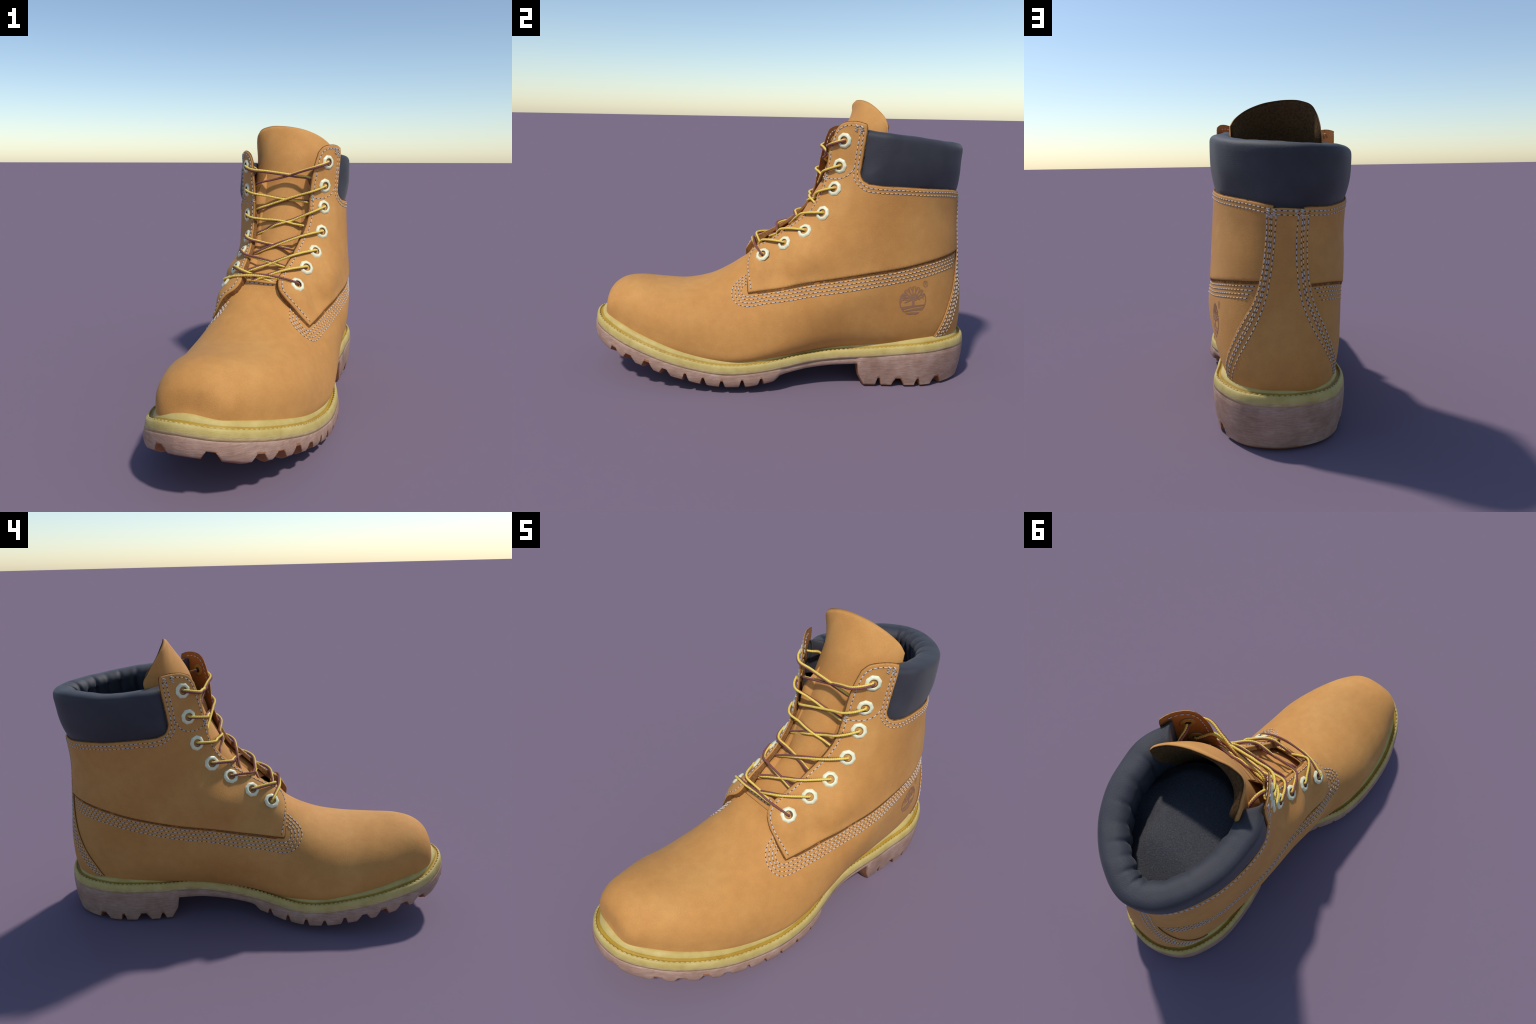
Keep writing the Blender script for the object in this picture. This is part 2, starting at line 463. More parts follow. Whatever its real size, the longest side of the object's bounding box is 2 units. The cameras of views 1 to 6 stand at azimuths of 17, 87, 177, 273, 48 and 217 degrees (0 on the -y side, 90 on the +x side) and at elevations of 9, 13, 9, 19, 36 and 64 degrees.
def quarter_off(P):
    """How far the quarter stands proud of the last: a thick lifted flap in front, thin at the back."""
    y = P[..., 1]; z = P[..., 2]
    lifted = .016 * smoothstep(-.02, -.14, y) * smoothstep(.50, .60, z)
    return .009 - .0015 * smoothstep(.45, .9, y) + .005 * smoothstep(.0, -.15, y) + lifted

# ------------------------------------------------------------------ vamp (toe, instep and lower sides)


def make_vamp():
    thro = locate([(-.034, -.132, .640)])[0, 0]
    uu = np.r_[np.linspace(0, thro, 200), np.linspace(thro, NU - 1, 150)[1:]]
    uv = np.stack(np.meshgrid(uu, np.arange(NV), indexing='ij'), -1).astype(float)
    P = on_last(uv)
    crown = np.minimum(np.abs(uv[..., 1] - NH), NH) / NH
    ql = cubic([-.2, .0, .2, .4, .6, .8, 1.0], [.50, .535, .56, .59, .635, .68, .69], P[..., 1].ravel()).reshape(P.shape[:2])
    keep = (uv[..., 0] <= thro + 1e-6) | (P[..., 2] < ql + .055)
    F = []
    r, c = P.shape[:2]
    for f in grid_faces(r, c, True, flip=True):
        if keep.reshape(-1)[f].all():
            F.append(f)
    # close the toe
    V = P.reshape(-1, 3); tip = V[:c].mean(0) + np.array([0, -.006, 0])
    V = np.vstack([V, tip]); F = [tuple(f) for f in F] + [(len(V) - 1, j, (j + 1) % c) for j in range(c)]
    used = np.unique(np.concatenate([np.array(f) for f in F])); mp = -np.ones(len(V), int); mp[used] = np.arange(len(used))
    ob = add('vamp', V[used], [tuple(mp[list(f)]) for f in F], [LEATHER, FLAP_INSIDE, CUT_EDGE])
    sol = ob.modifiers.new('thickness', 'SOLIDIFY'); sol.thickness = .012; sol.offset = -1
    sol.material_offset = 1; sol.material_offset_rim = 2
    return thro


THROAT_U = make_vamp()


def make_throat_band():
    """Sewn strip that joins tongue and vamp, a step below the edge of the vamp."""
    uv = np.stack(np.meshgrid(np.linspace(THROAT_U - 14, THROAT_U + 13, 14), np.linspace(NH - 26, NH + 26, 60), indexing='ij'), -1)
    V = on_last(uv, -.0065).reshape(-1, 3)
    ob = add('throat_band', V, grid_faces(14, 60, flip=True), [LEATHER, FLAP_INSIDE, CUT_EDGE])
    sol = ob.modifiers.new('thickness', 'SOLIDIFY'); sol.thickness = .006; sol.offset = -1; sol.material_offset_rim = 2


make_throat_band()

# ------------------------------------------------------------------ leather panels cut out of the last


def panel(name, border_uv, off_fn, inner_off, mats, spacing=.013, round_r=.006, jitter=.0, slant=.0):
    """A leather piece: outline in (u,v), lifted by off_fn, with a cut edge and an inner face."""
    b = np.asarray(border_uv, float); Pb = on_last(b); n = len(b)
    kd = kdtree.KDTree(n)
    for i, p in enumerate(Pb):
        kd.insert(p, i)
    kd.balance()
    su = np.linalg.norm(np.diff(sample(LAST, np.stack([np.arange(0, NU - 2.), np.full(NU - 2, b[:, 1].mean())], 1)), axis=0), axis=1).mean()
    sv = .0095
    pts = [tuple(q) for q in b]
    nxt = np.roll(b, -1, 0); prv = np.roll(b, 1, 0)
    T = unit(np.roll(Pb, -1, 0) - np.roll(Pb, 1, 0)); side = np.cross(normal_at(b), T)
    area = .5 * np.sum(b[:, 0] * nxt[:, 1] - nxt[:, 0] * b[:, 1])
    # orientation: (u,v) chart is right-handed with the outward normal
    inward = side if area > 0 else -side
    for d, st in ((round_r * .35, 1), (round_r, 1), (round_r * 2.2, 2)):
        q = Pb + inward * d; uvq = locate(q); uvq[:, 1] += NV * np.round((b[:, 1] - uvq[:, 1]) / NV)
        for i in range(0, n, st):
            if kd.find(sample(LAST, uvq[i]))[2] > d * .85:
                pts.append(tuple(uvq[i]))
    u0, v0 = b.min(0); u1, v1 = b.max(0)
    us = np.arange(u0, u1, spacing / .0062 * 1.0); vs = np.arange(v0, v1, spacing / sv)
    for a_, u in enumerate(us):
        for v in vs:
            vv = v + (.5 * spacing / sv if a_ % 2 else 0)
            if kd.find(sample(LAST, np.array([u, vv])))[2] > round_r * 3:
                pts.append((u, vv))
    pts = np.array(pts)
    V2, E, Fc, ov, oe, of = geometry.delaunay_2d_cdt([Vector((p[0], p[1])) for p in pts], [], [list(range(n))], 1, 1e-5)
    uv = np.array([[q.x, q.y] for q in V2]); P = on_last(uv)
    dist = np.array([kd.find(p)[2] for p in P]); isb = np.zeros(len(uv), bool)
    for i, o in enumerate(ov):
        if any(k < n for k in o):
            isb[i] = True; dist[i] = 0
    t = np.clip(1 - dist / round_r, 0, 1); lift = off_fn(P) - round_r * .7 * (1 - np.sqrt(1 - t * t))
    out = P + normal_at(uv) * lift[:, None]
    inn = P + normal_at(uv) * (inner_off(P) if callable(inner_off) else inner_off)[..., None] if callable(inner_off) else P + normal_at(uv) * inner_off
    outw = np.zeros_like(P)
    for i, o_ in enumerate(ov):
        k = [q for q in o_ if q < n]
        if k:
            outw[i] = -inward[k[0]] * (slant(Pb[k[0]]) if callable(slant) else slant)
    inn = inn + outw
    V = np.vstack([out, inn]); m = len(out)
    tri = []
    for f in Fc:
        a, c, d = f[:3]
        nn = np.cross(P[c] - P[a], P[d] - P[a])
        tri.append((a, c, d) if nn @ normal_at(uv[a]) > 0 else (a, d, c))
    cnt = {}
    for f in tri:
        for i in range(3):
            e = (f[i], f[(i + 1) % 3]); k = tuple(sorted(e)); cnt.setdefault(k, []).append(e)
    F = list(tri) + [(c + m, b_ + m, a + m) for a, b_, c in tri]; I = [0] * len(tri) + [1] * len(tri)
    # cut edge: rough strip with a middle row
    mid = {}
    extra = []
    for k, es in cnt.items():
        if len(es) == 1:
            a, b_ = es[0]
            for q in (a, b_):
                if q not in mid:
                    mid[q] = 2 * m + len(extra)
                    g = rng.normal(0, 1, 3) * jitter
                    extra.append(out[q] * .55 + inn[q] * .45 + g)
            F += [(b_, a, mid[a], mid[b_]), (mid[b_], mid[a], a + m, b_ + m)]; I += [2, 2]
    if extra:
        V = np.vstack([V, extra])
    ob = add(name, V, F, mats, I, angle=55)
    return ob


def quarter_border(s):
    step = .010
    parts = [run(QUARTER_BOTTOM[s], step), ]
    back_lo = locate([COUNTER_EDGE[s][2]])
    # up the hidden back edge just under the heel counter
    sgn = 1 if s == 'R' else -1
    end = {'R': [(.080, .940, .690), (.062, .936, .760), (.050, .932, .860), (.040, .928, .984)], 'L': [(-.095, .935, .672), (-.090, .932, .760), (-.088, .924, .860), (-.085, .918, .974)]}[s]
    cb = [p for p in COLLAR_BOTTOM[s] if abs(p[0]) > .06][::-1]
    cb = [end[-1]] + cb
    loops = [QUARTER_BOTTOM[s], end, cb, COLLAR_FRONT[s][::-1], TAB_TOP[s][::-1], QUARTER_FRONT[s][::-1]]
    uv = np.vstack([run(l, step)[:-1] + 0 for l in loops])
    uv[:, 1] = uv[:, 1] % NV
    c = NH * .5 if s == 'R' else NH * 1.5
    uv[:, 1] += NV * np.round((c - uv[:, 1]) / NV)
    return uv


QUARTER = {}
for s in 'RL':
    fn = lambda P: -.004 + .0 * P[..., 0]
    QUARTER[s] = panel('quarter', quarter_border(s), quarter_off, lambda P: .001 - .013 * smoothstep(.30, .12, P[..., 1]) * smoothstep(1.04, .94, P[..., 2]) * smoothstep(.56, .64, P[..., 2] - .22 * P[..., 1]), [LEATHER, FLAP_INSIDE, CUT_EDGE], jitter=.0018, slant=lambda p: .013 if p[2] < .70 and p[1] > -.13 else .0075 if p[2] < .98 and p[1] < .3 else .0035)


def make_counter():
    R = run(COUNTER_EDGE['R'], .012); L = run(COUNTER_EDGE['L'], .012)
    top = run([COUNTER_EDGE['L'][0], (-.05, .926, .972), (.0, .930, .975), COUNTER_EDGE['R'][0]], .012)
    bot = run([COUNTER_EDGE['R'][-1], (.16, .90, .22), (.0, .955, .21), (-.16, .88, .22), COUNTER_EDGE['L'][-1]], .012)
    uv = np.vstack([R[:-1], bot[:-1], L[::-1][:-1], top[:-1]])
    uv[:, 1] = (uv[:, 1] + NH) % NV - NH
    return panel('heel_counter', uv, lambda P: .0085 + 0 * P[..., 0], -.002, [LEATHER, FLAP_INSIDE, CUT_EDGE], round_r=.004)


make_counter()

# ------------------------------------------------------------------ stitching

WHITE, HOLES = Bag(), Bag()
_t = np.array([-1, -.78, 0, .78, 1.]); _r = np.array([.35, .85, 1, .85, .35])
_a = np.linspace(0, TAU, 7)[:-1]


def stitch_row(uv, lift, pitch=.0222, length=.0156, rad=.0023, holes=True):
    """White thread dashes with dark needle holes between them, along a curve on the last."""
    P = on_last(uv); L = lift(P) if callable(lift) else np.full(len(P), lift)
    N = normal_at(uv); P = P + N * L[:, None]; c = chord(P)
    if c[-1] < pitch:
        return
    k = max(1, int(c[-1] / pitch)); ctr = (np.arange(k) + .5) * c[-1] / k
    at = lambda A, t: np.stack([np.interp(t, c, A[:, j]) for j in range(3)], -1)
    for s in ctr:
        w = length / 2 * rng.uniform(.9, 1.1)
        q = at(P, s + _t * w); n = unit(at(N, s)); t = unit(q[-1] - q[0]); b = np.cross(t, n)
        ring = q[:, None] + n * .0008 + rad * _r[:, None, None] * (np.cos(_a)[None, :, None] * n * .8 + np.sin(_a)[None, :, None] * b * rng.uniform(.9, 1.1))
        WHITE.put(ring.reshape(-1, 3), [tuple(f) for f in grid_faces(5, 6, True)] + [tuple(range(6))[::-1], tuple(range(24, 30))])
    if holes:
        for s in np.r_[0, ctr + .5 * c[-1] / k]:
            q = at(P, np.clip(s + np.array([-1, 1]) * .0038, 0, c[-1])); n = unit(at(N, s)); t = unit(q[1] - q[0]); b = np.cross(t, n)
            o = at(P, s) + n * .0009
            V = [o + t * .0042 * math.cos(a) + b * .0024 * math.sin(a) for a in _a] + [o + n * .0007]
            HOLES.put(V, [(i, (i + 1) % 6, 6) for i in range(6)])


def lerp_curves(A, B, t, n=260):
    a = spline(A, n=n) if len(A) < 60 else A; b = spline(B, n=n) if len(B) < 60 else B
    return a * (1 - t) + b * t


for s in 'RL':
    sg = 1 if s == 'R' else -1
    # four rows under the quarter, wrapping its front corner
    qb = spline([p for p in QUARTER_BOTTOM[s] if p[1] > -.12], n=90)
    back_x = .112 if s == 'R' else .124
    for r in range(4):
        d = .021 + .0165 * r
        low = on_last(slide(locate(qb), -d * sg))
        front = lerp_curves(STITCH_FRONT_IN[s], STITCH_FRONT_OUT[s], r / 3, 60)
        k0 = np.argmax(low[:, 1] > front[-1, 1] + .07)
        path = np.vstack([front, low[k0:]])
        path = spline(path[::4], .006)
        path = path[(np.abs(path[:, 0]) > back_x + .010 * r) | (path[:, 1] < .6)]
        stitch_row(locate(path), .0006)
    # row along the front edge and tab, set in from the edge
    edge = spline(np.vstack([QUARTER_FRONT[s], TAB_TOP[s][1:]]), .008)
    e = slide(locate(edge), -.017 * sg)
    e = locate(spline(on_last(e)[2:-2][::5], .006)); stitch_row(e, quarter_off)
    ins = on_last(e); ins = ins[ins[:, 2] > 1.12]
    if len(ins) > 8:
        stitch_row(locate(ins), -.0030, holes=False)
    # two rows along the collar opening
    rim = spline(np.vstack([COLLAR_FRONT[s], COLLAR_BOTTOM[s][1:]]), .008)
    for d in (.014, .031):
        e = on_last(slide(locate(rim), -d * sg))
        e = spline(np.vstack([e[::6], e[-1]]) if (len(e) - 1) % 6 else e[::6], .006); stitch_row(locate(e[4:]), lambda P: np.where((np.abs(P[..., 0] + .018) < .10) & (P[..., 1] > .8), .0092, quarter_off(P)))
    # reinforcement row across the tab
    cr = {'R': [(.150, .208, 1.058), (.175, .235, 1.054), (.205, .272, 1.058), (.224, .305, 1.075), (.234, .330, 1.105)],
          'L': [(-.153, .218, 1.045), (-.178, .240, 1.024), (-.208, .275, 1.020), (-.232, .312, 1.034), (-.246, .338, 1.075)]}[s]
    stitch_row(run(cr, .006), quarter_off)
    # second line beside the collar front (down to the reinforcement)
    # heel counter: four rows
    for t in (.20, .50, .66, 1.0):
        p = lerp_curves(COUNTER_EDGE[s], COUNTER_INNER[s], t, 160)
        stitch_row(locate(p[3:-1]), .0088)

# throat edge of the vamp: two rows
for du in (-4.5, -9.5):
    vv = np.linspace(NH - 15, NH + 15, 60)
    stitch_row(np.stack([np.full(60, THROAT_U - du), vv], 1), -.0060)

# bar tacks: little zigzags of thread
def tack(p, d1, lift, size=.03, n=6):
    uv = locate([p]); o = on_last(uv)[0]; N = normal_at(uv)[0]; d1 = unit(np.array(d1) - N * (np.array(d1) @ N)); d2 = np.cross(N, d1)
    q = np.array([o + d1 * size * (i / (n - 1) - .5) + d2 * (.006 if i % 2 else -.006) for i in range(n)])
    V, F = tube(locate_lift(q, lift), .0033, 6); WHITE.put(V, F)

def locate_lift(q, lift):
    uv = locate(q); P = on_last(uv); L = lift(P) if callable(lift) else lift
    return P + normal_at(uv) * (np.asarray(L)[..., None] if np.ndim(L) else L) + normal_at(uv) * .0015


tack((.248, .355, 1.295), (0, .2, 1), quarter_off); tack((.236, .335, 1.300), (0, .1, 1), quarter_off)
tack((-.255, .375, 1.270), (0, .2, 1), quarter_off); tack((-.240, .345, 1.276), (0, .1, 1), quarter_off)
tack((.150, .208, 1.060), (0, .2, 1), quarter_off); tack((-.152, .216, 1.045), (0, .2, 1), quarter_off)
for x in (.060, .030, -.055, -.080):
    tack((x, .93, .955), (0, 0, 1), .009, .025)

# ------------------------------------------------------------------ collar, inside and footbed

PUFF = .018


def z_level(v, z):
    """u where the last at v reaches height z."""
    uu = np.arange(int(NU * .60), NU); zz = sample(LAST, np.stack([uu, np.full(len(uu), v)], 1).astype(float))[:, 2]
    return np.interp(z, zz, uu)


def make_collar_part():
    vR = locate([(.236, .335, 1.2)])[0, 1]; vL = locate([(-.256, .352, 1.2)])[0, 1]
    if vL > NH:
        vL -= NV
    W = 260; vs = np.linspace(vR, vL, W)
    ed = np.vstack([spline(np.vstack([COLLAR_FRONT[s], COLLAR_BOTTOM[s][1:]]), .006) for s in 'RL'])
    kd = kdtree.KDTree(len(ed))
    for i, p in enumerate(ed):
        kd.insert(p, i)
    kd.balance()
    w = np.linspace(0, 1, W)
    ztop = cubic([0, .08, .2, .35, .5, .65, .8, .92, 1], [1.298, 1.286, 1.266, 1.243, 1.226, 1.218, 1.216, 1.230, 1.247], w)
    # lower edge of the opening as a function of v
    zb = cubic([0, .1, .25, .5, .75, .9, 1], [1.05, 1.03, 1.025, .985, .975, 1.0, 1.02], w) - .03
    rw, rh = .058, .046
    creases = [(.13, .6, .010), (.20, 1.0, .009), (.27, .7, .012), (.33, 1, .008), (.385, .6, .016), (.43, .8, .010), (.475, .5, .020), (.52, .6, .018), (.56, .9, .010), (.63, 1, .006), (.70, .9, .009), (.80, 1, .006), (.88, .9, .007)]
    rows = []
    nout, nroll, ninn = 26, 22, 16
    cols = []
    for j, v in enumerate(vs):
        zc = ztop[j] - rh; pts = []
        endf = smoothstep(0, .045, min(w[j], 1 - w[j]))
        hw = rw * (.16 + .84 * endf)
        top_base = None
        for h in np.linspace(0, 1, nout):
            z = zb[j] + (zc - zb[j]) * h; u = z_level(v, z); p = sample(LAST, np.array([u, v])); nn = normal_at(np.array([u, v]))
            nh = unit(np.array([nn[0], nn[1], nn[2] * .3]))
            d = kd.find(p)[2]
            inside = 1 if (p[2] > zb[j] + .034 and .03 < w[j] < .97) else 0
            off = -.004 + (PUFF + .004) * (math.sin(min(d / .13, 1) * math.pi / 2))**.8 * (1 if inside or d < .004 else 0)
            off += .0025 * float(wave_noise(v * .16, z * 9, 3, 3)) * min(1, d / .05) * (1 if inside else 0)
            off += .013 * h * h * math.exp(-((w[j] - .55) / .16)**2)
            pts.append(p + nh * off)
        top_base = pts[-1] - nh * off; o0 = off
        ph = np.linspace(0, math.pi, nroll + 1)[1:]
        fold = 0.
        for c, wd, dep in creases:
            fold += 1.5 * dep * math.exp(-((w[j] - c) / (.007 * wd + .0035))**2)
        fine = .005 * float(wave_noise(w[j] * 330, 0.3, 11, 2)) + .006 * float(wave_noise(w[j] * 75, 1.3, 5, 3))
        for a in ph:
            k = smoothstep(.35, .8, a / math.pi)
            r_ = 1 - (fold * 8 + fine * 3) * k
            o = (o0 - hw) + hw * (math.cos(a) * r_ if a > math.pi / 2 else abs(math.cos(a))**.62); zz = zc + rh * (math.sin(a)**.62 if a < math.pi / 2 else math.sin(a)) * (1 - (fold * 4) * k) + .004 * float(wave_noise(w[j] * 30, 2., 9, 2)) * math.sin(a)
            pts.append(top_base + nh * o + np.array([0, 0, zz - top_base[2]]))
        o_in = o
        for h in np.linspace(0, 1, ninn + 1)[1:]:
            z = zc - h * (zc - 1.075)
            u = z_level(v, z); bp = sample(LAST, np.array([u, v])); bp = np.array([bp[0], bp[1], z])
            o2 = o_in + h * .02 + (fold + fine * .5) * .6 * math.exp(-h * 3) + .004 * float(wave_noise(w[j] * 45, z * 25, 21, 2))
            pts.append(bp + nh * o2)
        cols.append(pts)
    V = np.array(cols); r, c = V.shape[:2]
    F = [tuple(f) for f in grid_faces(r, c)]
    F += [tuple(range(c)), tuple(range((r - 1) * c, r * c))[::-1]]
    ob = add('collar', V.reshape(-1, 3), F, [COLLAR])
    return V


CV = make_collar_part()


def flip_check(ob, inside_pt):
    pass


def make_footbed_part():
    a = np.linspace(0, TAU, 96, endpoint=False); rows = []
    for t in np.linspace(0, 1, 18):
        x = -.015 + .245 * t * np.cos(a); y = .60 + .29 * t * np.sin(a)
        z = 1.122 - .03 * smoothstep(.8, 1, t) - .015 * smoothstep(.03, .16, x + .25 * (y - .6)) - .05 * smoothstep(.02, .14, x) * smoothstep(.58, .72, y) + .012 * smoothstep(1, .2, t) - .045 * smoothstep(.68, .85, y) + .02 * smoothstep(.5, .36, y) + .006 * wave_noise(x * 9, y * 9, 61, 2)
        rows.append(np.stack([x, y, z], 1))
    V = np.array(rows); F = [tuple(f) for f in grid_faces(18, 96, True)]
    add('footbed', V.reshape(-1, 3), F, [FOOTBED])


make_footbed_part()

# ------------------------------------------------------------------ tongue


def make_tongue():
    # centre line (x, y, z), half width and depth of the arc, from the throat up
    low = [(-.034, -.145, .604, .080, .006), (-.032, -.068, .664, .112, .020), (-.028, .022, .728, .140, .040), (-.020, .112, .812, .160, .065),
           (-.010, .182, .925, .180, .095), (-.006, .236, 1.050, .195, .122), (-.005, .281, 1.175, .203, .148), (-.006, .318, 1.280, .207, .162)]
    th = np.linspace(1.45, -1.45, 9)
    rows = [np.stack([x + a * np.sin(th), y + d * (1 - np.cos(th)) / .88, z - .05 * (1 - np.cos(th)) * (i / 7)**2], 1) for i, (x, y, z, a, d) in enumerate(low)]
    rim = [(.202, .490, 1.314), (.176, .476, 1.352), (.128, .452, 1.388), (.062, .430, 1.416), (.0, .415, 1.430), (-.062, .403, 1.437), (-.128, .388, 1.434), (-.186, .392, 1.404), (-.208, .452, 1.305)]
    K = np.array(rows + [rim]); n, m = 120, 73
    rk = np.r_[np.arange(8.), 8.15]
    A1 = np.stack([cubic(np.arange(9.), K[i], np.linspace(0, 8, m)) for i in range(9)])
    P = np.stack([cubic(rk, A1[:, j], np.linspace(0, rk[-1], n)) for j in range(m)], 1)
    H, S_ = np.meshgrid(np.linspace(0, 1, n), np.linspace(-1, 1, m), indexing='ij')
    du = np.gradient(P, axis=0); dv = np.gradient(P, axis=1); N = unit(np.cross(dv, du))
    if N[n // 2, m // 2, 1] > 0:
        N = -N
    fold = .015 * wave_noise(S_ * 3.2, H * 17, 31, 2) * smoothstep(.12, .3, H) * smoothstep(.75, .55, H)
    P = P + N * fold[..., None]
    e = np.minimum(1, np.minimum((1 - H) * 60, (1 - np.abs(S_)) * 25))
    th_ = .009 * np.sqrt(np.clip(1 - (1 - e)**2, 0, 1)) + .001
    O = P + N * th_[..., None]; I = P - N * (th_ * (1 + 1.6 * smoothstep(1, .9, H) * smoothstep(.35, .6, H)))[..., None]
    V = np.vstack([O.reshape(-1, 3), I.reshape(-1, 3)]); K = n * m
    f1 = grid_faces(n, m); a, b, d = V[f1[0][0]], V[f1[0][1]], V[f1[0][2]]
    if np.cross(b - a, d - a) @ N[0, 0] < 0:
        f1 = f1[:, ::-1]
    F = [tuple(f) for f in f1] + [tuple(f[::-1] + K) for f in f1]; idx = [0] * len(f1) + [1] * len(f1)
    loop = [i * m for i in range(n)] + [(n - 1) * m + j for j in range(1, m)] + [i * m + m - 1 for i in range(n - 2, -1, -1)]
    for a, b in zip(loop[:-1], loop[1:]):
        F.append((a, b, b + K, a + K)); idx.append(2)
    add('tongue', V, F, [LEATHER, SUEDE, CUT_EDGE], idx)
    return O[:, 8:-8].reshape(-1, 3), N[:, 8:-8].reshape(-1, 3)


TONGUE, TONGUE_N = make_tongue()
TKD = kdtree.KDTree(len(TONGUE))
for k_, p_ in enumerate(TONGUE):
    TKD.insert(p_, k_)
TKD.balance()

# ------------------------------------------------------------------ gussets: soft leather folded between tongue and quarters


def make_gusset(s):
    edge = spline(QUARTER_FRONT[s], .012); edge = edge[(edge[:, 1] > -.10) & (edge[:, 2] < 1.21)]
    uv = slide(locate(edge), -.028 * (1 if s == 'R' else -1))
    B = on_last(uv, -.016); T = []
    for e in edge:
        q = TONGUE[((TONGUE - np.array([e[0] * .72, e[1] + .03, e[2]]))**2).sum(1).argmin()]; T.append(q)
    T = np.array(T); T = np.stack([np.convolve(np.pad(T[:, j], 3, mode='edge'), np.ones(7) / 7, 'valid') for j in range(3)], 1)
    n, m = len(edge), 17; t = np.linspace(0, 1, m)
    fade = smoothstep(1.20, 1.06, edge[:, 2])[:, None]; T = T + (np.arange(n) / n > .6)[:, None] * np.array([0, .012, 0]) * (1 - fade); B = T + (B - T) * (.12 + .88 * fade)
    out = unit(normal_at(uv) + np.array([0, -.8, .4]))
    G = T[:, None] * (1 - t)[None, :, None] + B[:, None] * t[None, :, None]
    rip = .010 * np.sin(t * math.pi)[None] * (.5 + wave_noise(edge[:, 2:3] * 28, t[None] * 3, 71 + (s == 'R'), 2))
    G = G + out[:, None] * rip[..., None]
    V = G.reshape(-1, 3); F = grid_faces(n, m)
    add('gusset', V, F, [LEATHER])


make_gusset('R'); make_gusset('L')

# ------------------------------------------------------------------ sole

OUTLINE = [(-.094, -.966), (.046, -.948), (.176, -.835), (.277, -.648), (.329, -.408), (.339, -.137), (.268, .174), (.275, .499), (.264, .776), (.160, .938), (-.005, .978), (-.160, .914), (-.246, .748), (-.250, .511), (-.194, .244), (-.216, -.023), (-.322, -.271), (-.346, -.512), (-.307, -.736), (-.218, -.901)]
NS = 1800
LINE = closed_spline(OUTLINE, NS)
_tn = unit(np.roll(LINE, -1, 0) - np.roll(LINE, 1, 0)); OUT = np.stack([_tn[:, 1], -_tn[:, 0]], 1)
if (OUT * (LINE - LINE.mean(0))).sum() < 0:
    OUT = -OUT
PERI = np.r_[0, np.cumsum(np.linalg.norm(np.diff(LINE, axis=0), axis=1))]; LEN = PERI[-1] + np.linalg.norm(LINE[0] - LINE[-1])
_ky = [-1, -.85, -.7, -.5, -.3, -.1, .1, .3, .5, .7, .85, 1.0]
_mix = smoothstep(-.15, .15, LINE[:, 0])
Z_WELT = cubic(_ky, [.318, .268, .223, .170, .139, .150, .174, .194, .207, .225, .231, .232], LINE[:, 1]) * _mix + \
    cubic(_ky, [.328, .259, .223, .181, .145, .151, .178, .204, .212, .215, .216, .226], LINE[:, 1]) * (1 - _mix)
SNUG = np.interp(LINE[:, 1], [-1, -.5, -.25, -.05, .15, .3, .5, 1], [.036, .034, .026, .014, .014, .020, .030, .034])


def ring(o, z):
    return np.c_[LINE + OUT * np.asarray(o)[..., None], np.broadcast_to(z, NS)]


def strip(prof):
    """Sweep (outward, height above welt line) pairs round the outline."""
    return np.stack([ring(np.full(NS, o) if o > -.009 else -.008 + (o + .008) * (SNUG + .008) / .044, Z_WELT + z) for o, z in prof])


def make_welt():
    prof = [(-.075, -.03), (-.058, .010), (-.046, .024), (-.036, .0265), (-.026, .0245), (-.017, .018), (-.0115, .009), (-.008, .0015), (-.002, -.0015), (.003, .001), (.0045, .0045), (.0085, .006), (.0125, .0045), (.016, .0), (.0185, -.007), (.020, -.014), (.021, -.021), (.0215, -.027), (.022, -.0365), (.006, -.040)]
    mat = [0, 0, 0, 0, 0, 0, 1, 1, 1, 1, 0, 0, 0, 0, 0, 0, 2, 2, 2]
    S = strip(prof)
    S += (wave_noise(PERI * 14, 0, 41, 3) * .0008)[None, :, None]
    F = grid_faces(len(prof), NS, True); I = np.repeat(mat, NS)
    c = S[0].mean(0)
    a, b, d = S.reshape(-1, 3)[F[5 * NS][:3]]
    if np.cross(b - a, d - a)[2] < 0:
        F = F[:, ::-1]
    add('welt', S.reshape(-1, 3), F, [WELT, WELT_GROOVE, WELT_FADE], I)
    # its running stitch: plump dashes on the ridge
    B = Bag(); k = 210
    base = ring(np.full(NS, .0065), Z_WELT + .0058)
    for i in range(k):
        s0 = (i + rng.uniform(-.06, .06)) * LEN / k
        t = (s0 + np.array([-1, -.7, 0, .7, 1]) * LEN / k * .36) % LEN
        q = np.stack([np.interp(t, np.r_[PERI, LEN], np.r_[base[:, j], base[0, j]]) for j in range(3)], 1)
        tt = unit(q[-1] - q[0]); n = np.array([0, 0, 1.]); bb = np.cross(tt, n)
        rr = np.array([.3, .85, 1, .85, .3]) * rng.uniform(.0036, .0046)
        R = q[:, None] + rr[:, None, None] * (np.cos(_a)[None, :, None] * n * .8 + np.sin(_a)[None, :, None] * bb)
        B.put(R.reshape(-1, 3), [tuple(f) for f in grid_faces(5, 6, True)])
    ob = B.make('welt_stitching', [WELT]); ob['kind'] = 'stuff'


make_welt()


